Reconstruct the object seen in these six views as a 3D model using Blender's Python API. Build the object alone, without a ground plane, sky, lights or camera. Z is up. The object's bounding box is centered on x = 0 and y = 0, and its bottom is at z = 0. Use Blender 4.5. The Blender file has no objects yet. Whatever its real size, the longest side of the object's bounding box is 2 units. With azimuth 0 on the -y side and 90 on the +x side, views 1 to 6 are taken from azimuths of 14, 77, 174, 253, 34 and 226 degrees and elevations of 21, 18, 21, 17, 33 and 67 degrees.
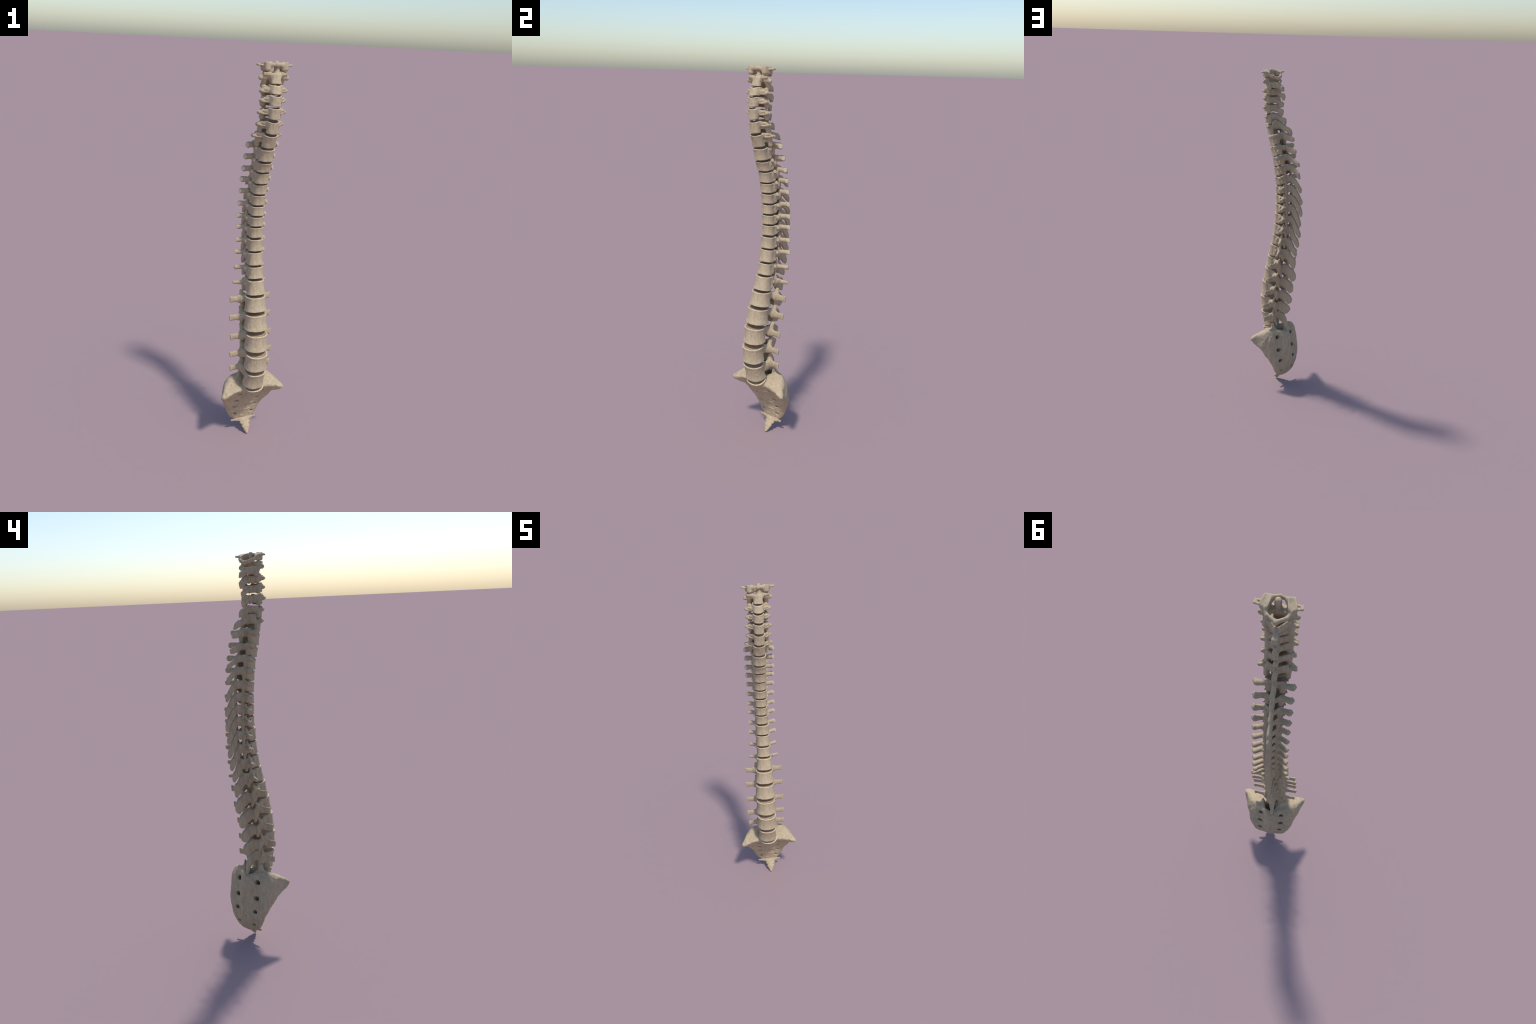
# Human vertebral column: atlas, axis, 5 cervical, 12 thoracic, 5 lumbar vertebrae, sacrum, coccyx.
# Every bone is a smooth blend of simple solids (distance functions), meshed with surface nets.
# Spine frame: x to the left of the body, y to the back, z up; the whole is turned by YAW about z.
import bpy, math
import numpy as np
from mathutils import Vector

YAW = math.radians(38.0)
H = 0.0017          # mesh step
FAR = 0.03

# ------------------------------------------------------------------ distance-field toolkit
def smin(a, b, k):
    if k <= 0: return np.minimum(a, b)
    h = np.clip(0.5 + 0.5 * (b - a) / k, 0, 1)
    return b + (a - b) * h - k * h * (1 - h)

def smax(a, b, k):
    return -smin(-a, -b, k)

def smooth(e0, e1, v):
    t = np.clip((v - e0) / (e1 - e0), 0, 1)
    return t * t * (3 - 2 * t)

class Bone:
    def __init__(self, low, high, h=H, mirror=0.0):
        self.low = np.array(low, float); self.h = h; self.cx = mirror
        n = np.ceil((np.array(high) - self.low) / h).astype(int) + 1
        self.ax = [self.low[i] + h * np.arange(n[i]) for i in range(3)]
        self.F = np.full(n, FAR)

    def block(self, lo, hi):
        s = []
        for i in range(3):
            a = max(0, int((lo[i] - self.low[i]) / self.h)); b = min(len(self.ax[i]), int((hi[i] - self.low[i]) / self.h) + 2)
            if b <= a: return None, None
            s.append(slice(a, b))
        return tuple(s), (self.ax[0][s[0]][:, None, None], self.ax[1][s[1]][None, :, None], self.ax[2][s[2]][None, None, :])

    def put(self, fn, lo, hi, k=0.004, cut=False):
        m = k + 0.006
        s, P = self.block(np.array(lo) - m, np.array(hi) + m)
        if s is None: return
        d = fn(*P)
        self.F[s] = smax(self.F[s], -d, k) if cut else smin(self.F[s], d, k)

    # capsule from A to B with an elliptic section: radius ru along 'up', rv across it (start, end)
    def rod(self, A, B, ru, rv, up=(0, 0, 1), k=0.006, cut=False, sides=False):
        for sg in ((1, -1) if sides else (1,)):
            a = np.array(A, float); b = np.array(B, float); u = np.array(up, float)
            if sides:
                a[0] = self.cx + sg * a[0]; b[0] = self.cx + sg * b[0]; u[0] *= sg
            ru2 = ru if hasattr(ru, '__len__') else (ru, ru); rv2 = rv if hasattr(rv, '__len__') else (rv, rv)
            ab = b - a; L2 = float(ab @ ab); L = math.sqrt(L2); w = ab / L
            u = u - w * (u @ w); u /= np.linalg.norm(u); v = np.cross(w, u)
            R = max(*ru2, *rv2)
            def fn(x, y, z, a=a, w=w, u=u, v=v, L=L, ru2=ru2, rv2=rv2):
                dx, dy, dz = x - a[0], y - a[1], z - a[2]
                s = dx * w[0] + dy * w[1] + dz * w[2]
                t = np.clip(s / L, 0, 1); e = s - t * L
                r1 = ru2[0] + (ru2[1] - ru2[0]) * t; r2 = rv2[0] + (rv2[1] - rv2[0]) * t
                pu = (dx * u[0] + dy * u[1] + dz * u[2]) / r1; pv = (dx * v[0] + dy * v[1] + dz * v[2]) / r2
                rm = np.minimum(r1, r2)
                return (np.sqrt(pu * pu + pv * pv + (e / rm) ** 2 + 1e-12) - 1) * rm
            self.put(fn, np.minimum(a, b) - R, np.maximum(a, b) + R, k, cut)

    def ball(self, C, r, k=0.004, cut=False, sides=False):
        for sg in ((1, -1) if sides else (1,)):
            c = np.array(C, float); rr = np.array(r if hasattr(r, '__len__') else (r, r, r), float)
            if sides: c[0] = self.cx + sg * c[0]
            def fn(x, y, z, c=c, rr=rr):
                return (np.sqrt(((x - c[0]) / rr[0]) ** 2 + ((y - c[1]) / rr[1]) ** 2 + ((z - c[2]) / rr[2]) ** 2) - 1) * rr.min()
            self.put(fn, c - rr, c + rr, k, cut)

    # block with rounded edges
    def box(self, C, half, rnd, turn=0.0, k=0.004, cut=False, sides=False):
        for sg in ((1, -1) if sides else (1,)):
            c = np.array(C, float); hf = np.array(half, float) - rnd; a = math.radians(turn) * sg
            if sides: c[0] = self.cx + sg * c[0]
            def fn(x, y, z, c=c, hf=hf, a=a):
                dx, dy = x - c[0], y - c[1]
                q = [np.abs(dx * math.cos(a) + dy * math.sin(a)) - hf[0], np.abs(-dx * math.sin(a) + dy * math.cos(a)) - hf[1], np.abs(z - c[2]) - hf[2]]
                out = np.sqrt(sum(np.maximum(v, 0) ** 2 for v in q))
                return out + np.minimum(np.maximum(np.maximum(q[0], q[1]), q[2]), 0) - rnd
            R = float(np.max(half)) * 1.3
            self.put(fn, c - R, c + R, k, cut)

    # upright plate in the middle plane: outline in (y, z), half thickness from root to tip
    def blade(self, pts, t0, t1, rnd=0.0052, k=0.006):
        P = np.array(pts, float)
        for _ in range(2):        # round the outline (corner cutting)
            Nx = np.roll(P, -1, 0); P = np.stack([P * .82 + Nx * .18, P * .18 + Nx * .82], 1).reshape(-1, 2)
        lo = P.min(0); hi = P.max(0); cx = self.cx
        def fn(x, y, z):
            yy = np.broadcast_to(y, (1, y.shape[1], z.shape[2])); zz = np.broadcast_to(z, yy.shape)
            d = np.full(yy.shape, 1e9); sgn = np.ones(yy.shape)
            n = len(P)
            for i in range(n):
                a, b = P[i], P[i - 1]; e = b - a
                wy, wz = yy - a[0], zz - a[1]
                t = np.clip((wy * e[0] + wz * e[1]) / (e @ e), 0, 1)
                d = np.minimum(d, (wy - e[0] * t) ** 2 + (wz - e[1] * t) ** 2)
                c1 = zz >= a[1]; c2 = zz < b[1]; c3 = e[0] * wz > e[1] * wy
                sgn = np.where((c1 & c2 & c3) | (~c1 & ~c2 & ~c3), -sgn, sgn)
            d2 = np.sqrt(d) * sgn + rnd
            t = np.clip((yy - lo[0]) / (hi[0] - lo[0]), 0, 1)
            th = t0 + (t1 - t0) * t - rnd
            dx = np.abs(x - cx) - th
            return np.minimum(np.maximum(d2, dx), 0) + np.sqrt(np.maximum(d2, 0) ** 2 + np.maximum(dx, 0) ** 2) - rnd
        T = max(t0, t1)
        self.put(fn, (cx - T, lo[0], lo[1]), (cx + T, hi[0], hi[1]), k)

    def roughen(self, seed, amp, cell):
        rng = np.random.default_rng(seed); sh = self.F.shape
        g = [max(3, int(n * self.h / cell) + 3) for n in sh]
        N = rng.standard_normal(g)
        for i in range(3):
            c = np.linspace(0, g[i] - 1.001, sh[i]); j = c.astype(int); t = c - j; t = t * t * (3 - 2 * t)
            shp = [1, 1, 1]; shp[i] = -1; t = t.reshape(shp)
            N = np.take(N, j, i) * (1 - t) + np.take(N, np.minimum(j + 1, g[i] - 1), i) * t
        near = np.abs(self.F) < 0.012
        self.F[near] += amp * N[near]

    def mesh(self):
        F = self.F; S = F < 0
        nx, ny, nz = F.shape
        cnt = np.zeros((nx - 1, ny - 1, nz - 1), np.int8)
        for i in (0, 1):
            for j in (0, 1):
                for k in (0, 1):
                    cnt += S[i:nx - 1 + i, j:ny - 1 + j, k:nz - 1 + k]
        act = (cnt > 0) & (cnt < 8)
        I = np.argwhere(act); idx = np.full(act.shape, -1, np.int64); idx[act] = np.arange(len(I))
        pos = np.zeros((len(I), 3)); num = np.zeros(len(I))
        cor = [(i, j, k) for i in (0, 1) for j in (0, 1) for k in (0, 1)]
        for c in cor:
            for axn in range(3):
                if c[axn]: continue
                d = list(c); d[axn] = 1
                f0 = F[I[:, 0] + c[0], I[:, 1] + c[1], I[:, 2] + c[2]]; f1 = F[I[:, 0] + d[0], I[:, 1] + d[1], I[:, 2] + d[2]]
                m = (f0 < 0) != (f1 < 0); t = f0[m] / (f0[m] - f1[m])
                p = np.tile(np.array(c, float), (m.sum(), 1)); p[:, axn] = t
                pos[m] += p; num[m] += 1
        V = self.low + (I + pos / num[:, None]) * self.h
        Q = []
        for axn in range(3):
            b, c = (axn + 1) % 3, (axn + 2) % 3
            sl0 = [slice(None)] * 3; sl1 = [slice(None)] * 3; sl0[axn] = slice(0, -1); sl1[axn] = slice(1, None)
            ch = S[tuple(sl0)] != S[tuple(sl1)]
            E = np.argwhere(ch); E = E[(E[:, b] > 0) & (E[:, c] > 0) & (E[:, b] < F.shape[b] - 1) & (E[:, c] < F.shape[c] - 1)]
            ins = S[E[:, 0], E[:, 1], E[:, 2]]
            q = []
            for db, dc in ((0, 0), (1, 0), (1, 1), (0, 1)):
                e = E.copy(); e[:, b] -= db; e[:, c] -= dc; q.append(idx[e[:, 0], e[:, 1], e[:, 2]])
            q = np.stack(q, 1); q[~ins] = q[~ins][:, ::-1]
            Q.append(q)
        return V, np.concatenate(Q)

def vertex_normals(V, Q):
    n = np.cross(V[Q[:, 2]] - V[Q[:, 0]], V[Q[:, 3]] - V[Q[:, 1]])
    N = np.zeros_like(V)
    for i in range(4): np.add.at(N, Q[:, i], n)
    return N / (np.linalg.norm(N, axis=1, keepdims=True) + 1e-12), n / (np.linalg.norm(n, axis=1, keepdims=True) + 1e-12)

# ------------------------------------------------------------------ materials
def nd(nt, kind, x=0, **kw):
    n = nt.nodes.new(kind)
    for k, v in kw.items():
        if k in n.inputs.keys() if hasattr(n.inputs, 'keys') else False: n.inputs[k].default_value = v
        else: setattr(n, k, v)
    return n

def bone_material(name, base, dark, light, streak=0.5, bump=0.4, rough=0.75):
    m = bpy.data.materials.new(name); m.use_nodes = True; nt = m.node_tree; nt.nodes.clear()
    out = nt.nodes.new('ShaderNodeOutputMaterial'); bs = nt.nodes.new('ShaderNodeBsdfPrincipled')
    bs.inputs['Roughness'].default_value = rough; bs.inputs['Specular IOR Level'].default_value = 0.25
    tc = nt.nodes.new('ShaderNodeTexCoord')
    mp = nt.nodes.new('ShaderNodeMapping'); mp.inputs['Scale'].default_value = (1, 1, 0.18)   # fibres run up and down
    nt.links.new(tc.outputs['Object'], mp.inputs['Vector'])
    def noise(scale, det, vec):
        n = nt.nodes.new('ShaderNodeTexNoise'); n.inputs['Scale'].default_value = scale; n.inputs['Detail'].default_value = det
        n.inputs['Roughness'].default_value = 0.6; nt.links.new(vec, n.inputs['Vector']); return n
    fib = noise(330, 4, mp.outputs['Vector']); blot = noise(28, 3, tc.outputs['Object']); grain = noise(700, 2, tc.outputs['Object'])
    def ramp(src, stops):
        r = nt.nodes.new('ShaderNodeValToRGB'); e = r.color_ramp.elements
        e[0].position, e[0].color = stops[0][0], (*stops[0][1], 1); e[1].position, e[1].color = stops[1][0], (*stops[1][1], 1)
        for p, c in stops[2:]:
            q = e.new(p); q.color = (*c, 1)
        nt.links.new(src, r.inputs['Fac']); return r
    mp2 = nt.nodes.new('ShaderNodeMapping'); mp2.inputs['Scale'].default_value = (1, 1, 0.22); nt.links.new(tc.outputs['Object'], mp2.inputs['Vector'])
    blot = noise(75, 3, mp2.outputs['Vector'])
    r1 = ramp(blot.outputs['Fac'], [(0.34, dark), (0.52, base), (0.72, light)])
    r2 = ramp(fib.outputs['Fac'], [(0.33, dark), (0.5, base), (0.68, light)])
    mix = nt.nodes.new('ShaderNodeMix'); mix.data_type = 'RGBA'; mix.inputs[0].default_value = streak
    nt.links.new(r1.outputs[0], mix.inputs[6]); nt.links.new(r2.outputs[0], mix.inputs[7])
    gr = ramp(grain.outputs['Fac'], [(0.3, (0.88, 0.86, 0.84)), (0.6, (1, 1, 1))])
    mul = nt.nodes.new('ShaderNodeMix'); mul.data_type = 'RGBA'; mul.blend_type = 'MULTIPLY'; mul.inputs[0].default_value = 0.8
    nt.links.new(mix.outputs[2], mul.inputs[6]); nt.links.new(gr.outputs[0], mul.inputs[7])
    nt.links.new(mul.outputs[2], bs.inputs['Base Color'])
    bp = nt.nodes.new('ShaderNodeBump'); bp.inputs['Strength'].default_value = bump; bp.inputs['Distance'].default_value = 0.0012
    nt.links.new(fib.outputs['Fac'], bp.inputs['Height']); nt.links.new(bp.outputs[0], bs.inputs['Normal'])
    nt.links.new(bs.outputs[0], out.inputs['Surface'])
    return m

BONE = bone_material('bone', (0.462, 0.373, 0.252), (0.345, 0.266, 0.172), (0.53, 0.44, 0.312))
PLATE = bone_material('spongy_bone', (0.45, 0.325, 0.21), (0.36, 0.245, 0.15), (0.53, 0.40, 0.27), streak=0.2, bump=0.6)
RIM = bone_material('rim_bone', (0.57, 0.485, 0.355), (0.50, 0.415, 0.295), (0.64, 0.555, 0.42), streak=0.3)
FACET = bone_material('cartilage', (0.535, 0.465, 0.355), (0.48, 0.41, 0.305), (0.585, 0.515, 0.405), streak=0.2, bump=0.1, rough=0.6)

# ------------------------------------------------------------------ scene objects
root = bpy.data.objects.new('human_spine', None)
bpy.context.scene.collection.objects.link(root)
root.empty_display_size = 0.1
root.rotation_euler = (0, 0, YAW)
root["label"] = "complete human vertebral column of weathered beige bone with sacrum"
root["category"] = "spine"

def make_object(name, V, Q, N, mats, mi, origin, parent):
    used, inv = np.unique(Q, return_inverse=True); q = inv.reshape(-1, 4)
    me = bpy.data.meshes.new(name)
    me.vertices.add(len(used)); me.vertices.foreach_set('co', (V[used] - origin).astype(np.float32).ravel())
    me.loops.add(q.size); me.loops.foreach_set('vertex_index', q.astype(np.int32).ravel())
    me.polygons.add(len(q)); me.polygons.foreach_set('loop_start', np.arange(0, q.size, 4, dtype=np.int32))
    for m in mats: me.materials.append(m)
    me.polygons.foreach_set('material_index', mi.astype(np.int32))
    me.polygons.foreach_set('use_smooth', np.ones(len(q), bool))
    me.update(calc_edges=True); me.validate()
    me.normals_split_custom_set_from_vertices([tuple(n) for n in N[used]])
    o = bpy.data.objects.new(name, me); bpy.context.scene.collection.objects.link(o)
    o.parent = parent
    if parent is root: o.location = origin
    return o

def build_bone(bone, name, origin, regions=(), seed=0, rough=0.00032, plates=None):
    """Mesh the field, cut it into named regions (same origin, shared border), parent them."""
    bone.roughen(seed, rough, 0.015)
    V, Q = bone.mesh(); N, fn = vertex_normals(V, Q); C = V[Q].mean(1)
    origin = np.array(origin, float)
    reg = np.zeros(len(Q), int); mi = np.zeros(len(Q), int)
    names = [name]
    for rname, test in regions:
        names.append(rname); reg[(reg == 0) & test(C, fn)] = len(names) - 1
    if plates is not None:
        inner, rim = plates(C, fn)
        mi[rim & (reg == 0)] = 1
        names.append('endplate'); reg[(reg == 0) & inner] = len(names) - 1
    obs = []
    main = None
    for i, nm in enumerate(names):
        f = reg == i
        if not f.any(): continue
        if nm == 'endplate':
            o = make_object(nm, V, Q[f], N, [PLATE], np.zeros(f.sum(), int), origin, main)
        else:
            o = make_object(nm, V, Q[f], N, [BONE, RIM], mi[f], origin, root if i == 0 else main)
        if i == 0: main = o
    return main

# ------------------------------------------------------------------ vertebral body
class Body:
    """Drum with a waist, kidney-shaped section and dished end plates with raised rims."""
    def __init__(s, cx, top, bot, waist=0.10, dish=0.003, lip=0.0, hollow=0.10):
        s.cx = cx; s.top = top; s.bot = bot; s.waist = waist; s.dish = dish; s.lip = lip; s.hollow = hollow
        (s.yt, s.zt, s.at, s.bt, s.tt), (s.yb, s.zb, s.ab, s.bb, s.tb) = top, bot
        s.back = 0.5 * (s.yt + s.yb) + 0.5 * (s.bt + s.bb) * 0.9
        s.zm = 0.5 * (s.zt + s.zb); s.ym = 0.5 * (s.yt + s.yb); s.a = 0.5 * (s.at + s.ab)
    def parts(s, x, y, z):
        tt, tb = math.radians(s.tt), math.radians(s.tb)
        dt = -(y - s.yt) * math.sin(tt) + (z - s.zt) * math.cos(tt)
        db = (y - s.yb) * math.sin(tb) - (z - s.zb) * math.cos(tb)
        t = np.clip(-db / np.maximum(-db - dt, 1e-4), 0, 1)
        w = 1 - s.waist * (1 - np.abs(2 * t - 1) ** 2.4)
        a = (s.ab + (s.at - s.ab) * t) * w; b = (s.bb + (s.bt - s.bb) * t) * w
        yc = s.yb + (s.yt - s.yb) * t
        px, py = (x - s.cx) / a, (y - yc) / b
        py = np.where(py > 0, py * 1.12 + s.hollow * np.clip(1 - px * px, 0, 1), py)
        nf = (np.abs(px) ** 2.3 + np.abs(py) ** 2.3 + 1e-12) ** (1 / 2.3)
        return dt, db, nf, px, np.minimum(a, b)
    def fn(s, x, y, z):
        dt, db, nf, px, m = s.parts(x, y, z)
        f = 1 - smooth(0.70, 0.90, nf)
        dt = dt + s.dish * f - s.lip * np.clip(px * px, 0, 1.1); db = db + s.dish * f + 0.5 * s.lip * np.clip(px * px, 0, 1.1)
        return smax(smax((nf - 1) * m, dt, 0.0035), db, 0.0035)
    def add(s, bone, k=0.0):
        A = max(s.at, s.ab) + 0.004; B = max(s.bt, s.bb) + 0.004; y0, y1 = min(s.yt, s.yb), max(s.yt, s.yb)
        bone.put(s.fn, (s.cx - A, y0 - B, s.zb - 0.02), (s.cx + A, y1 + B, s.zt + 0.02), k)
    def plates(s, C, n):
        dt, db, nf, px, m = s.parts(C[:, 0], C[:, 1], C[:, 2])
        near = ((np.abs(dt) < 0.007) & (n[:, 2] > 0.45)) | ((np.abs(db) < 0.007) & (n[:, 2] < -0.45))
        return near & (nf < 0.86), (np.abs(dt) < 0.0045) & (nf >= 0.86) & (nf < 1.03) & (n[:, 2] > 0.25)

# ------------------------------------------------------------------ measurements, level by level
# body: top (y, z, half width, half depth, tilt), bottom (same)
BODY = {
 'C3': (-.0082, (-.0995, 1.898, .0275, .0215, -3), (-.1140, 1.863, .0252, .0200, -3)),
 'C4': (-.0090, (-.1130, 1.854, .0262, .0205, -3), (-.1145, 1.814, .0258, .0205, -2)),
 'C5': (-.0092, (-.1120, 1.804, .0278, .0210, -1), (-.1105, 1.758, .0255, .0205, 0)),
 'C6': (-.0096, (-.1025, 1.7455, .0284, .0215, 2), (-.0960, 1.695, .0280, .0212, 3)),
 'C7': (-.0106, (-.0880, 1.685, .0307, .0232, 7), (-.0655, 1.632, .0332, .0255, 8)),
 'T1': (-.0108, (-.0575, 1.624, .0355, .0310, 10), (-.0455, 1.569, .0350, .0310, 6)),
 'T2': (-.0106, (-.0411, 1.558, .0340, .0300, 6), (-.0250, 1.514, .0340, .0300, 4)),
 'T3': (-.0102, (-.0189, 1.506, .0335, .0300, 4), (-.0094, 1.455, .0338, .0303, 1)),
 'T4': (-.0104, (-.0041, 1.448, .0338, .0303, 1), (.0014, 1.402, .0330, .0295, -1)),
 'T5': (-.0106, (.0063, 1.393, .0352, .0318, -1), (.0100, 1.346, .0322, .0290, -3)),
 'T6': (-.0110, (.0150, 1.337, .0350, .0316, -2), (.0130, 1.292, .0322, .0290, -4)),
 'T7': (-.0108, (.0166, 1.283, .0343, .0310, -4), (.0180, 1.237, .0330, .0297, -6)),
 'T8': (-.0103, (.0190, 1.2287, .0344, .0310, -6), (.0203, 1.179, .0343, .0306, -7)),
 'T9': (-.0106, (.0197, 1.169, .0378, .0342, -5), (.0166, 1.110, .0373, .0330, -9)),
 'T10': (-.0108, (.0192, 1.100, .0383, .0340, -8), (.0094, 1.038, .0386, .0340, -10)),
 'T11': (-.0110, (.0049, 1.028, .0375, .0330, -11), (-.0013, .9705, .0402, .0356, -11)),
 'T12': (-.0114, (-.0055, .9615, .0425, .0378, -8), (-.0182, .8905, .0478, .0415, -11)),
 'L1': (-.0145, (-.0170, .8810, .0515, .0500, -4), (-.0270, .8060, .0575, .0560, -9)),
 'L2': (-.0168, (-.0360, .7905, .0558, .0545, -6), (-.0455, .7135, .0618, .0605, -4)),
 'L3': (-.0175, (-.0610, .6905, .0565, .0552, -3), (-.0630, .6100, .0618, .0610, 0)),
 'L4': (-.0178, (-.0715, .5852, .0583, .0585, 5), (-.0685, .5010, .0605, .0590, 4)),
 'L5': (-.0165, (-.0675, .4740, .0556, .0540, 4), (-.0450, .3880, .0565, .0540, 8)),
}
# tip of the transverse process: half span, y, z
TRANSVERSE = {'C3': (.067, -.083, 1.878), 'C4': (.064, -.083, 1.838), 'C5': (.069, -.078, 1.788), 'C6': (.0665, -.064, 1.736), 'C7': (.0747, -.040, 1.684),
 'T1': (.0777, -.001, 1.631), 'T2': (.0764, .023, 1.573), 'T3': (.077, .041, 1.513), 'T4': (.0765, .058, 1.458), 'T5': (.077, .068, 1.399), 'T6': (.077, .0786, 1.3345),
 'T7': (.0773, .086, 1.271), 'T8': (.077, .088, 1.2135), 'T9': (.078, .089, 1.1445), 'T10': (.081, .091, 1.080), 'T11': (.082, .085, 1.000), 'T12': (.0893, .073, .921),
 'L1': (.108, .042, .843), 'L2': (.111, .026, .7485), 'L3': (.111, .005, .650), 'L4': (.1145, -.006, .554), 'L5': (.111, 0., .468)}
# spinous process outline (y, z): arch top, [upper edge], tip top, tip bottom, crotch below
SPINE = {
 'C3': [(-.052, 1.884), (-.010, 1.868), (.018, 1.872), (.030, 1.859), (.019, 1.832), (-.004, 1.848), (-.045, 1.858)],
 'C4': [(-.052, 1.841), (-.015, 1.828), (.012, 1.822), (.0190, 1.816), (.0094, 1.792), (-.012, 1.808), (-.045, 1.815)],
 'C5': [(-.050, 1.797), (-.012, 1.784), (.012, 1.783), (.0194, 1.776), (.0087, 1.748), (-.012, 1.760), (-.045, 1.768)],
 'C6': [(-.036, 1.749), (.005, 1.736), (.032, 1.738), (.0410, 1.730), (.0390, 1.703), (.012, 1.712), (-.030, 1.718)],
 'C7': [(-.020, 1.710), (.035, 1.692), (.076, 1.684), (.0860, 1.675), (.0896, 1.650), (.040, 1.662), (-.010, 1.672)],
 'T1': [(.012, 1.652), (.060, 1.642), (.100, 1.637), (.1120, 1.630), (.1105, 1.609), (.060, 1.612), (.020, 1.612)],
 'T2': [(.044, 1.583), (.090, 1.576), (.122, 1.570), (.1334, 1.561), (.1294, 1.540), (.085, 1.545), (.050, 1.552)],
 'T3': [(.068, 1.533), (.090, 1.527), (.131, 1.506), (.157, 1.501), (.165, 1.473), (.137, 1.482), (.114, 1.490), (.070, 1.497)],
 'T4': [(.084, 1.478), (.112, 1.473), (.139, 1.453), (.166, 1.437), (.173, 1.401), (.155, 1.411), (.135, 1.428), (.086, 1.440)],
 'T5': [(.096, 1.414), (.117, 1.408), (.136, 1.399), (.159, 1.377), (.187, 1.349), (.184, 1.321), (.166, 1.334), (.150, 1.349), (.128, 1.366), (.098, 1.374)],
 'T6': [(.104, 1.358), (.128, 1.349), (.150, 1.335), (.174, 1.308), (.199, 1.275), (.192, 1.252), (.173, 1.264), (.157, 1.286), (.135, 1.302), (.106, 1.314)],
 'T7': [(.110, 1.300), (.133, 1.290), (.156, 1.276), (.182, 1.248), (.202, 1.206), (.193, 1.178), (.174, 1.201), (.160, 1.228), (.140, 1.238), (.111, 1.254)],
 'T8': [(.111, 1.242), (.135, 1.230), (.156, 1.214), (.172, 1.187), (.195, 1.137), (.187, 1.115), (.163, 1.136), (.150, 1.158), (.133, 1.174), (.111, 1.194)],
 'T9': [(.111, 1.170), (.144, 1.152), (.165, 1.121), (.197, 1.074), (.187, 1.045), (.157, 1.069), (.139, 1.093), (.111, 1.128)],
 'T10': [(.105, 1.104), (.131, 1.087), (.150, 1.054), (.170, 1.042), (.186, 1.002), (.175, .981), (.146, 1.004), (.128, 1.026), (.104, 1.056)],
 'T11': [(.097, 1.025), (.130, 1.005), (.146, .977), (.162, .970), (.168, .944), (.165, .919), (.141, .931), (.120, .946), (.095, .972)],
 'T12': [(.084, .948), (.112, .934), (.133, .912), (.152, .913), (.162, .880), (.152, .834), (.129, .846), (.112, .864), (.082, .885)],
 'L1': [(.060, .842), (.088, .846), (.117, .834), (.137, .832), (.167, .798), (.163, .765), (.141, .745), (.121, .759), (.100, .773), (.062, .775)],
 'L2': [(.054, .752), (.081, .746), (.116, .740), (.130, .735), (.145, .711), (.144, .679), (.123, .660), (.102, .670), (.078, .681), (.050, .683)],
 'L3': [(.044, .658), (.078, .656), (.1122, .646), (.1376, .626), (.132, .597), (.1097, .578), (.073, .592), (.038, .592)],
 'L4': [(.034, .574), (.059, .575), (.107, .568), (.122, .555), (.124, .540), (.095, .502), (.068, .503), (.028, .505)],
 'L5': [(.030, .508), (.069, .493), (.094, .467), (.109, .435), (.109, .402), (.099, .398), (.075, .430), (.030, .440)],
}
LEVELS = list(BODY)
for lv, (cx, t, b) in BODY.items():
    if lv[0] != 'L': BODY[lv] = (cx, *[(e[0], e[1], e[2] + .001, e[3] + .0015, e[4]) for e in (t, b)])
SPINE = {lv: [(y - (.0025 if lv[0] != 'L' else .0050) * min(1, max(0, (y - p[0][0]) / .03)), z) for y, z in p] for lv, p in SPINE.items()}
for lv, (hw, ty, tz) in TRANSVERSE.items():
    if lv[0] == 'T': TRANSVERSE[lv] = (hw + .001, ty + .006, tz)
    if lv[0] == 'L': TRANSVERSE[lv] = (hw + .003, ty + .003, tz)

def regions_for(cx, xs, ytp, spine_y, zlo=-9):
    return [('spinous_process', lambda C, n: (np.abs(C[:, 0] - cx) < 0.02) & (C[:, 1] > spine_y)),
            ('transverse_process', lambda C, n: (C[:, 0] - cx > xs) & (C[:, 1] > ytp)),
            ('transverse_process', lambda C, n: (C[:, 0] - cx < -xs) & (C[:, 1] > ytp))]

def facet_disc(parent, origin, pos, nrm, r, th, name='rib_facet'):
    """Slightly domed oval disc lying on the bone."""
    o = bpy.data.objects.new(name, DISC); bpy.context.scene.collection.objects.link(o)
    o.parent = parent; o.location = np.array(pos) - np.array(origin)
    o.rotation_mode = 'QUATERNION'; o.rotation_quaternion = Vector(nrm).to_track_quat('Z', 'Y')
    o.scale = (r[0], r[1], th)
    return o

def disc_mesh():
    me = bpy.data.meshes.new('rib_facet'); n, rings = 28, 6; v, f = [], []
    prof = [(1.0, -1.0), (1.0, 0.0), (0.93, 0.7), (0.75, 0.95), (0.45, 0.85), (0.15, 0.8)]
    for r, z in prof:
        for i in range(n):
            a = 2 * math.pi * i / n; v.append((r * math.cos(a), r * math.sin(a), z))
    for k in range(len(prof) - 1):
        for i in range(n):
            f.append((k * n + i, k * n + (i + 1) % n, (k + 1) * n + (i + 1) % n, (k + 1) * n + i))
    f.append(tuple((len(prof) - 1) * n + i for i in range(n)))
    me.from_pydata(v, [], f); me.materials.append(FACET)
    for p in me.polygons: p.use_smooth = True
    return me
DISC = disc_mesh()

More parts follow.
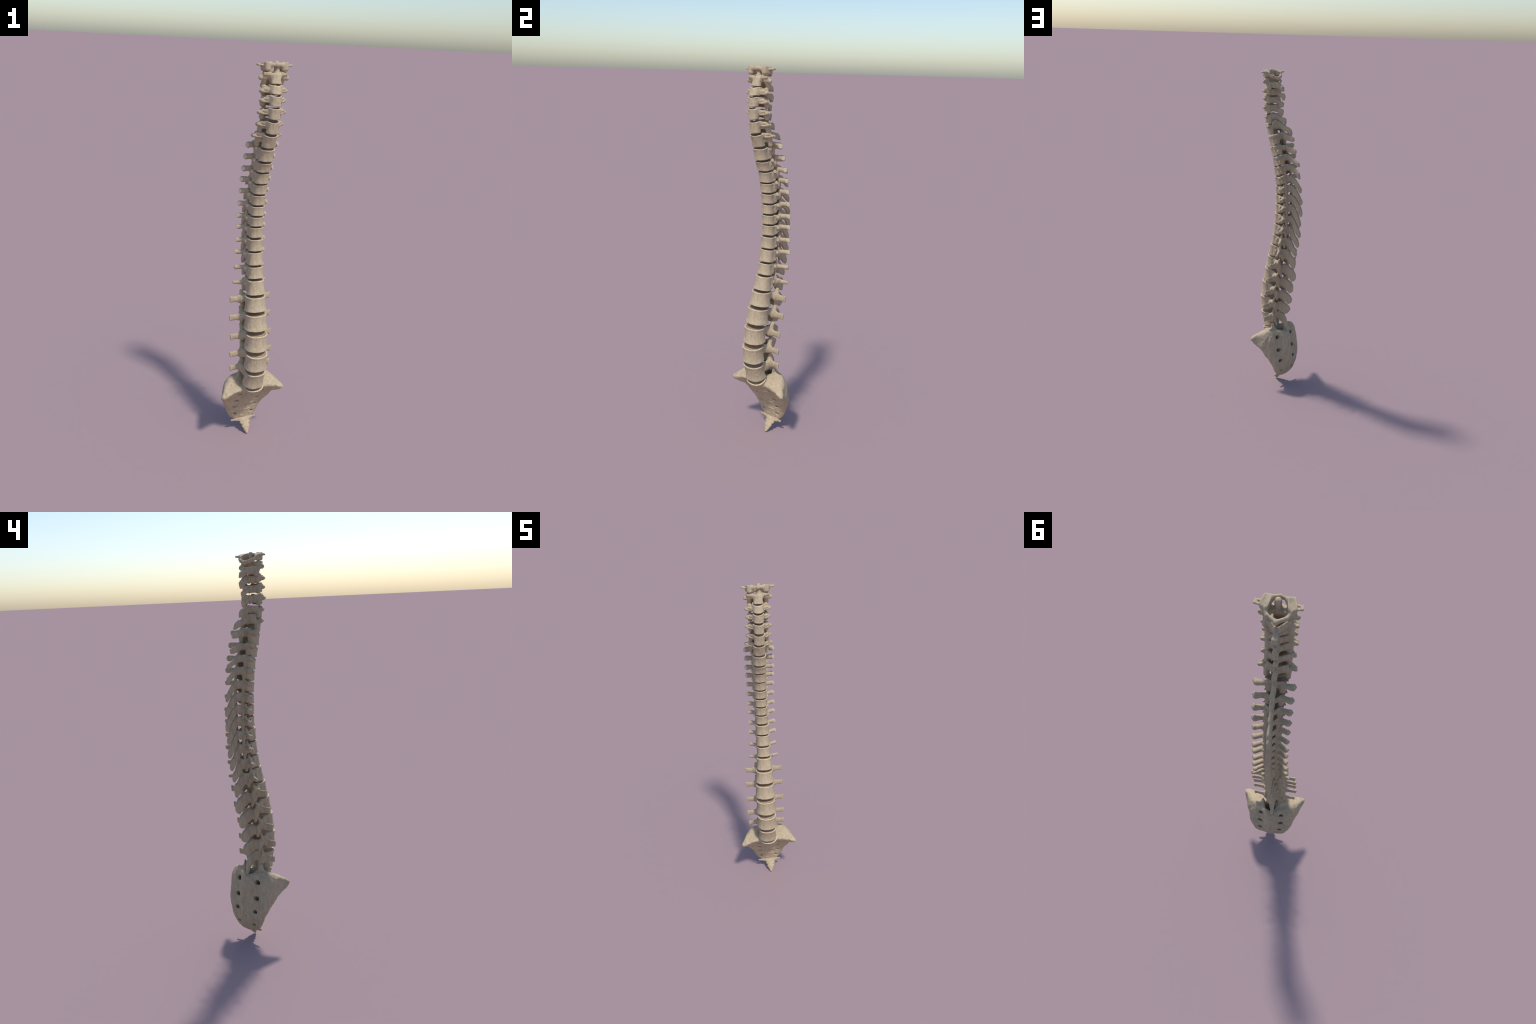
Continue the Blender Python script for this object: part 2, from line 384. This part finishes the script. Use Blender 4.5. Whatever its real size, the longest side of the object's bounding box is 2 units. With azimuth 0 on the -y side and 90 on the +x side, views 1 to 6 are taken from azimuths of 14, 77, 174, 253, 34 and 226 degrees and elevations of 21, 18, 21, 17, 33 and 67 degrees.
# ------------------------------------------------------------------ cervical vertebrae C3 - C7
def cervical(lv, i):
    cx, top, bot = BODY[lv]; hw, ty, tz = TRANSVERSE[lv]; sp = SPINE[lv]
    b = Body(cx, top, bot, waist=0.07, dish=0.002, lip=0.006, hollow=0.05)
    ymax = max(p[0] for p in sp); zs = [p[1] for p in sp]
    g = Bone((cx - .088, b.ym - .04, min(b.zb, min(zs)) - .03), (cx + .088, ymax + .012, max(b.zt, max(zs)) + .03), mirror=cx)
    b.add(g)
    yl = sp[0][0] + .012                       # back of the arch at the middle
    zl = 0.5 * (sp[0][1] + sp[-1][1]); hh = 0.5 * (sp[0][1] - sp[-1][1])
    yp = b.back + 0.62 * (yl - b.back) - .012      # articular pillar
    px = .0405 if lv != 'C7' else .041
    step = top[1] - (BODY[LEVELS[i + 1]][1][1])
    zc = b.zm - .002
    # pedicle, pillar with slanted joint faces, lamina
    g.rod((b.a * .72, b.back - .008, b.zm + .006), (px - .004, yp - .006, zc + .006), (.011, .011), (.007, .008), k=.006, sides=True)
    g.rod((px, yp - .004, zc + step * .25), (px - .001, yp + .006, zc - step * .25), (.0120, .0120), (.0135, .0130), up=(1, 0, 0), k=.003, sides=True)
    g.rod((px - .004, yp + .006, zl + .002), (.002, yl - .007, zl + .001), (hh + .005, hh + .004), (.0062, .0062), k=.005, sides=True)
    g.blade(sp, .0062, .0062, rnd=.0045, k=.006)
    tipy, tipz = sp[3]; ty2, tz2 = sp[4]
    g.rod((.0035, tipy - .006, tipz - .004), (.005, ty2 - .002, tz2 + .004), .0048, .0048, k=.004, sides=True)   # forked tip
    g.rod((0, tipy + .004, tipz), (0, ty2 + .007, tz2), .0022, .0045, k=.003, cut=True)
    # transverse process: front and back tubercle with a gutter between them
    g.rod((b.a * .80, b.ym + .002, tz + .003), (hw - .022, ty - .012, tz + .007), (.0110, .0055), (.0058, .0055), k=.008, sides=True)
    g.rod((hw - .022, ty - .012, tz + .007), (hw - .008, ty - .009, tz - .001), (.0055, .0058), (.0055, .0055), k=.004, sides=True)
    g.rod((px, yp - .006, tz), (hw - .006, ty + .002, tz - .003), (.0078, .0078), (.005, .0056), k=.006, sides=True)
    g.rod((hw - .014, ty - .013, tz - .002), (hw - .009, ty + .002, tz - .005), (.0035, .0035), .004, k=.004, sides=True)
    g.rod((b.a + .002, b.ym + .012, tz - .007), (hw - .014, ty - .005, tz - .006), (.003, .003), (.009, .007), k=.005, sides=True)
    g.rod((b.a + .006, ty - .003, tz - .003), (hw - .014, ty - .004, tz - .003), (.0065, .0055), (.012, .008), k=.006, sides=True)
    g.rod((b.a + .016, ty - .003, tz + .013), (hw + .006, ty - .003, tz + .008), .0050, .0036, k=.004, cut=True, sides=True)
    regs = regions_for(cx, .0525, -9, yl + .006)
    build_bone(g, 'cervical_vertebra', (cx, b.ym, b.zm), regs, seed=i, plates=b.plates)

# ------------------------------------------------------------------ thoracic vertebrae
FACET_Z = {'T1': -.003, 'T2': .006, 'T3': .001, 'T4': .002, 'T5': -.003, 'T6': -.004, 'T7': -.011, 'T8': -.012, 'T9': -.018, 'T10': -.016, 'T11': -.016, 'T12': -.031}
def thoracic(lv, i):
    n = int(lv[1:]); cx, top, bot = BODY[lv]; hw, ty, tz = TRANSVERSE[lv]; sp = SPINE[lv]
    b = Body(cx, top, bot, waist=0.085, dish=0.0028, hollow=0.10)
    ymax = max(p[0] for p in sp); zs = [p[1] for p in sp]
    nxt = BODY[LEVELS[i + 1]][1]
    g = Bone((cx - .104, b.ym - .05, min(zs + [nxt[1]]) - .02), (cx + .104, ymax + .012, max(b.zt, max(zs)) + .03), mirror=cx)
    b.add(g)
    ya, za = sp[0]; zlow = sp[-1][1]; zl = .5 * (za + zlow); hh = .5 * (za - zlow)
    zp = b.zt - .012 if n < 9 else b.zt - .02
    yp = b.back + .024
    fz = b.zt + FACET_Z[lv]; fy = b.yt + .034
    hb = b.zt - b.zb
    g.rod((.023, b.back - .012, b.zm + .004), (.0295, yp, b.zm + .006), (hb * .37, hb * .36), (.0095, .010), k=.008, sides=True)      # pedicle
    g.rod((b.at * .74, b.back - .008, b.zt - .010), (b.ab * .74, b.yb + b.bb * .9 - .008, b.zb + .011), .0085, .010, up=(1, 0, 0), k=.008, sides=True)      # back corner of the body
    g.rod((.029, yp, zl + .002), (.003, ya - .004, zl), (hh * .95, hh), (.0058, .0065), k=.006, sides=True)         # lamina
    zi = nxt[1] + .002 if n < 12 else nxt[1] - .004
    yi = yp + .55 * (ya - yp)
    g.rod((.026, yi - .004, zl), (.022, yi + .001, zi), (.011, .0065), (.006, .005), up=(1, 0, 0), k=.006, sides=True)   # lower joint
    zu = b.zt + .013
    g.rod((.0285, yp, zp), (.0255, yp + .003, zu), (.0095, .0065), (.0055, .004), up=(1, 0, 0), k=.006, sides=True)       # upper joint
    g.blade(sp, .0072, .0074, rnd=.0050, k=.006)
    # transverse process: club with a blunt facing end
    g.cx = cx + .0028; ty += .0025
    base = (.030, yp + .004, tz + (.002 if n < 11 else .006))
    if n <= 10:
        r0 = .0102; r1 = .0145 if n <= 4 else .0128
        g.rod(base, (hw - .011, ty - .000, tz), (r0, r1), (r0 * .85, r1 * .9), k=.008, sides=True)
    elif n == 11:
        g.rod(base, (hw - .010, ty - .004, tz), (.011, .0105), (.009, .009), k=.008, sides=True)
        g.ball((hw - .012, ty - .003, tz), (.011, .010, .0125), k=.004, sides=True)
    else:
        g.rod(base, (hw - .006, ty - .002, tz), (.014, .0088), (.009, .0065), k=.008, sides=True)
        g.ball((.047, yp + .008, tz + .012), (.008, .007, .007), k=.006, sides=True)
    g.cx = cx
    # knobs carrying the rib joints
    g.ball((.0325, fy - .002, fz), (.0075, .010, .0105), k=.006, sides=True)
    if n < 11: g.ball((b.ab * .84, b.yb + b.bb * .80, b.zb + .009), (.008, .009, .0075), k=.006, sides=True)
    regs = regions_for(cx, .040, b.back + .004, ya + .010)
    main = build_bone(g, 'thoracic_vertebra', (cx, b.ym, b.zm), regs, seed=i, plates=b.plates)
    org = (cx, b.ym, b.zm)
    for sg in (1, -1):
        q = Vector((sg * .86, -.50, .05)).normalized()
        facet_disc(main, org, (cx + sg * (.0325 + .0086), fy - .0055, fz), q, (.0072, .0078), .0016)
        if n <= 10:
            r1 = .0145 if n <= 4 else .0128
            q = Vector((sg * .72, -.68, .10)).normalized()
            c = Vector((cx + .0028 + sg * (hw - .011), ty, tz)) + q * (r1 * .84)
            facet_disc(main, org, c, q, (r1 * .66, r1 * .72), .0017)

# ------------------------------------------------------------------ lumbar vertebrae
SUP = {'L1': (.062, .886), 'L2': (.056, .797), 'L3': (.040, .7076), 'L4': (.024, .6135), 'L5': (.017, .5236)}
INF = {'L1': (.070, .767), 'L2': (.050, .6756), 'L3': (.036, .587), 'L4': (.028, .4947), 'L5': (.040, .403)}
def lumbar(lv, i):
    n = int(lv[1:]); cx, top, bot = BODY[lv]; hw, ty, tz = TRANSVERSE[lv]; sp = SPINE[lv]
    b = Body(cx, top, bot, waist=0.085, dish=0.004, hollow=0.16)
    ymax = max(p[0] for p in sp); zs = [p[1] for p in sp]
    su, inf = SUP[lv], INF[lv]
    g = Bone((cx - .130, b.ym - .066, min(zs + [inf[1], b.zb]) - .02), (cx + .130, ymax + .014, max(b.zt, max(zs), su[1]) + .02), mirror=cx)
    b.add(g)
    ya, za = sp[0]; zlow = sp[-1][1]; zl = .5 * (za + zlow); hh = .5 * (za - zlow)
    zp = b.zt - .024; yp = b.back + .018
    g.rod((.034 + .001 * n, b.back - .014, zp), (.041 + .001 * n, yp, .5 * (zp + tz)), (.017 + .002 * n, .017 + .002 * n), (.011, .012), k=.009, sides=True)           # pedicle
    g.rod((.043, yp, .5 * (zp + tz) - .002), (.045, su[0] - .002, su[1] - .005), (.014, .009), (.008, .0055), up=(.8, .6, 0), k=.007, sides=True)   # upper joint
    g.rod((.039, .45 * su[0] + .55 * (ya + .002) - .013, zl + .007), (.003, ya - .001, zl + .002), (hh * .66, hh * .84), (.0070, .0078), k=.008, sides=True)          # lamina
    g.rod((.043, yp, tz + .004), (.039, .45 * su[0] + .55 * (ya + .002) - .013, zl + .010), (.016, .016), (.009, .008), k=.010, sides=True)      # isthmus between joints
    g.rod((.035, .4 * su[0] + .6 * ya - .011, zl), (.030, inf[0] - .006, inf[1] + .006), (.0125, .0075), (.0075, .0055), up=(1, 0, 0), k=.008, sides=True)    # lower joint
    g.blade(sp, .0095, .0082, k=.008)
    # transverse process: flat bar widening at the end
    g.rod((.050, yp - .013, tz), (.062, .5 * (yp + ty), tz), (.0195, .0170), (.010, .0065), k=.008, sides=True)
    g.rod((.044, yp - .002, tz), (hw - .008, ty, tz), (.0165, .0155), (.0065, .0055), k=.008, sides=True)
    g.rod((hw - .007, ty, tz - .011), (hw - .005, ty, tz + .012), (.0052, .0052), (.0055, .0055), up=(0, 1, 0), k=.005, sides=True)
    g.ball((.050, yp + .012, tz + .014), (.007, .008, .009), k=.006, sides=True)                                             # mammillary knob
    regs = regions_for(cx, .058, b.back + .002, ya + .012)
    build_bone(g, 'lumbar_vertebra', (cx, b.ym, b.zm), regs, seed=i, plates=b.plates)

# ------------------------------------------------------------------ atlas and axis
def atlas():
    cx = -.0038
    g = Bone((cx - .094, -.118, 1.93), (cx + .094, -.012, 2.012), h=.0014, mirror=cx)
    g.box((.0430, -.080, 1.9775), (.0155, .0245, .0215), .0105, turn=-14, k=.003, sides=True)           # lateral mass
    g.rod((.026, -.094, 1.980), (.036, -.086, 1.976), .010, .008, k=.006, sides=True)
    g.rod((.038, -.118, 2.0245), (.047, -.045, 1.9985), (.022, .022), (.0235, .021), k=.006, cut=True, sides=True)      # cup for the skull
    g.rod((.066, -.05, 1.940), (.066, -.11, 1.948), (.013, .013), (.013, .013), k=.006, cut=True, sides=True)
    g.rod((.040, -.105, 1.946), (.046, -.06, 1.941), (.010, .010), (.03, .03), k=.003, cut=True, sides=True)
    g.rod((.030, -.098, 1.983), (.0, -.105, 1.984), (.0085, .0080), (.006, .0055), k=.006, sides=True)               # front arch
    g.rod((.047, -.062, 1.970), (.034, -.044, 1.958), (.008, .0075), (.008, .0065), k=.006, sides=True)              # back arch
    g.rod((.034, -.044, 1.958), (.000, -.029, 1.949), (.0075, .0085), (.0060, .0070), k=.005, sides=True)
    g.ball((0, -.025, 1.947), (.006, .005, .006), k=.006)
    for y0, y1 in ((-.085, -.079), (-.064, -.069)):                                                                   # ring of the transverse process
        g.rod((.052, y0, 1.979), (.076, y1, 1.981), (.0040, .0036), (.0052, .0042), k=.004, sides=True)
    g.rod((.0755, -.080, 1.981), (.0775, -.068, 1.981), .0040, .0055, k=.004, sides=True)
    regs = [('transverse_process', lambda C, n: C[:, 0] - cx > .059), ('transverse_process', lambda C, n: C[:, 0] - cx < -.059)]
    build_bone(g, 'atlas', (cx, -.07, 1.975), regs, seed=101, rough=.0003)

def axis():
    cx = -.0055
    g = Bone((cx - .082, -.135, 1.865), (cx + .082, .028, 2.008), h=.0015, mirror=cx)
    b = Body(cx, (-.090, 1.945, .0205, .019, 0), (-.1022, 1.9056, .0252, .0195, -3), waist=.04, dish=0.0, hollow=0)
    b.add(g)
    g.rod((0, -.092, 1.94), (0, -.086, 1.982), (.014, .0105), (.013, .010), up=(1, 0, 0), k=.010)          # dens
    g.rod((0, -.086, 1.978), (0, -.085, 1.9885), .0118, .0105, up=(1, 0, 0), k=.004)
    g.rod((.018, -.088, 1.936), (.036, -.080, 1.944), (.013, .009), (.014, .015), k=.008, sides=True)        # shoulders
    g.box((.0365, -.083, 1.9465), (.0165, .0165, .0070), .0035, turn=12, k=.006, sides=True)
    g.rod((.040, -.080, 1.938), (.061, -.077, 1.929), (.0150, .0108), (.012, .0105), k=.008, sides=True)      # transverse process
    g.ball((.064, -.060, 1.930), (.010, .014, .011), k=.004, cut=True, sides=True)
    g.rod((.040, -.078, 1.930), (.041, -.056, 1.896), (.012, .0125), (.012, .0115), up=(1, 0, 0), k=.008, sides=True)   # pillar
    g.rod((.040, -.060, 1.916), (.001, -.024, 1.909), (.0165, .0165), (.0062, .0065), k=.006, sides=True)     # lamina
    g.blade([(-.026, 1.922), (.002, 1.911), (.0135, 1.902), (.012, 1.882), (.000, 1.884), (-.020, 1.893)], .009, .0095, k=.006)
    g.rod((.006, .006, 1.902), (.008, .008, 1.885), .0055, .0055, k=.004, sides=True)
    g.rod((0, .020, 1.903), (0, .017, 1.880), .0028, .006, k=.003, cut=True)
    regs = [('dens', lambda C, n: (np.abs(C[:, 0] - cx) < .018) & (C[:, 2] > 1.962) & (C[:, 1] < -.06))] + regions_for(cx, .0535, -9, -.012)
    build_bone(g, 'axis', (cx, -.095, 1.925), regs, seed=102, rough=.0004)

# ------------------------------------------------------------------ sacrum and coccyx
def lerp(z, pts):
    p = sorted(pts); return np.interp(z, [q[0] for q in p], [q[1] for q in p])

def sacrum():
    cx = -.0095
    g = Bone((cx - .2, -.115, .040), (cx + .2, .170, .46), h=.002, mirror=cx)
    FRONT = [(.37, -.062), (.35, -.048), (.33, -.030), (.305, -.014), (.27, .002), (.228, .022), (.20, .037), (.169, .052), (.115, .067), (.08, .075), (.05, .085)]
    SIDE = [(.42, .050), (.40, .062), (.36, .080), (.31, .090), (.273, .097), (.235, .107), (.199, .116), (.15, .120), (.113, .116), (.085, .107), (.05, .095)]
    CREST = [(.42, .088), (.385, .110), (.36, .132), (.331, .141), (.28, .147), (.22, .146), (.17, .140), (.13, .131), (.10, .120), (.05, .100)]
    WIDE = [(.42, .075), (.40, .092), (.385, .102), (.365, .115), (.35, .122), (.33, .128), (.30, .131), (.25, .130), (.215, .126), (.18, .114), (.155, .103), (.11, .090), (.085, .079), (.07, .066), (.055, .045)]
    def fn(x, y, z):
        ax = np.abs(x - cx)
        yf = lerp(z, FRONT) + (-.004 + .016 * smooth(.305, .255, z)) * smooth(.015, .07, ax) - .36 * np.clip(ax - .090, 0, .2) * smooth(.26, .32, z)
        yf = yf - .012 * np.clip(1 - (ax / .045) ** 2, 0, 1) * smooth(.27, .33, z) + .004 * np.clip(1 - (ax / .05) ** 2, 0, 1) * smooth(.27, .2, z)
        for z0 in (.268, .198, .142):
            yf = yf - .0028 * np.exp(-((z - z0) / .005) ** 2) * smooth(.06, .03, ax)
        side, crest = lerp(z, SIDE), lerp(z, CREST)
        t = np.clip(ax / .056, 0, 1)
        yb = crest + (side - crest) * t ** .85 - .16 * np.clip(ax - .056, 0, .2)
        yb = yb + .002 * smooth(.06, .10, ax) + .0055 * np.exp(-(ax / .010) ** 2) * np.cos((z - .33) * 2 * math.pi / .07) * smooth(.10, .16, z)
        yb = yb + .004 * np.exp(-((ax - .085) / .012) ** 2) * (0.6 + .4 * np.cos((z - .32) * 2 * math.pi / .08))
        tip = .051 * np.clip(1 - (y + .045) / .105, 0, 1.15) ** .80 * smooth(.13, .26, z)
        lat = ax - (lerp(z, WIDE) + tip)
        zt = .347 + .56 * (y + .062) - .16 * np.clip(ax - .09, 0, .2) - .08 * np.clip(.07 - ax, 0, 1)
        zt = np.minimum(zt, .400 - .35 * np.clip(.05 - ax, 0, 1) * smooth(.03, .06, y + 0 * ax))
        d = smax((yf - y) * .75, (y - yb) * .85, .012)
        d = smax(d, lat * .86, .026)
        d = smax(d, (z - zt) * .85, .018)
        return smax(d, .058 - z + 2.2 * ax * ax, .014)
    g.put(fn, (cx - .2, -.11, .045), (cx + .2, .165, .44), k=0)
    b = Body(cx - .003, (-.0478, .3765, .0562, .0447, 24), (-.004, .308, .048, .030, 34), waist=.06, dish=.004, hollow=.1)
    b.add(g, k=.014)
    # upper joints
    g.rod((.052, .036, .380), (.049, .029, .430), (.019, .011), (.011, .0078), up=(.8, -.6, 0), k=.014, sides=True)
    # canal
    g.rod((0, .024, .43), (0, .056, .350), (.040, .028), (.030, .022), up=(1, 0, 0), k=.005, cut=True)
    g.rod((0, .046, .345), (0, .080, .26), (.026, .012), (.018, .010), up=(1, 0, 0), k=.004, cut=True)
    g.ball((0, .128, .098), (.016, .012, .022), k=.005, cut=True)
    # four pairs of openings that run from back to front
    FOR = [((.056, .092, .357), (.064, -.030, .300), .0095), ((.0585, .110, .273), (.058, .028, .226), .0095), ((.0555, .128, .199), (.058, .058, .168), .0085), ((.0465, .128, .113), (.049, .068, .115), .0065)]
    for A, B, r in FOR:
        g.rod(A, B, (r * 1.25, r * .95), (r * 1.5, r * 1.35), k=.005, cut=True, sides=True)
    for q, r in (((.012, .130, .085), .010), ((.024, .124, .078), .008), ((.004, .134, .112), .009)):
        g.ball(q, (r, r, r * 1.4), k=.003, cut=True, sides=True)
    # hollow on the rough side face
    g.ball((.172, .018, .330), (.020, .030, .032), k=.02, cut=True, sides=True)
    def test(C, n):
        return (np.abs(C[:, 0] - cx) > .075) & (C[:, 2] > .20)
    regs = [('sacral_wing', lambda C, n: (C[:, 0] - cx > .078) & (C[:, 2] > .21)), ('sacral_wing', lambda C, n: (C[:, 0] - cx < -.078) & (C[:, 2] > .21))]
    build_bone(g, 'sacrum', (cx, .03, .24), regs, seed=103, rough=.0008, plates=lambda C, n: tuple(m & (C[:, 2] > .34) for m in b.plates(C, n)))

def coccyx():
    cx = -.0068
    g = Bone((cx - .09, .01, -.006), (cx + .09, .115, .09), h=.0015, mirror=cx)
    seg = [((.080, .068), .038, .0078), ((.064, .053), .0315, .0085), ((.050, .036), .0245, .0078), ((.041, .021), .0165, .0072), ((.035, .0125), .0095, .0055)]
    for (y, z), w, t in seg:
        g.rod((0, y + .002, z + .003), (0, y - .003, z - .004), (w, w * .82), (t + .002, t + .0015), up=(1, 0, 0), k=.0022)
    g.rod((.022, .083, .066), (.069, .082, .071), (.0095, .0062), (.006, .0058), k=.010, sides=True)
    build_bone(g, 'coccyx', (cx, .06, .04), seed=104, rough=.0005)

atlas(); axis()
for i, lv in enumerate(LEVELS):
    {'C': cervical, 'T': thoracic, 'L': lumbar}[lv[0]](lv, i)  if lv != 'L5' else lumbar(lv, i)
sacrum(); coccyx()
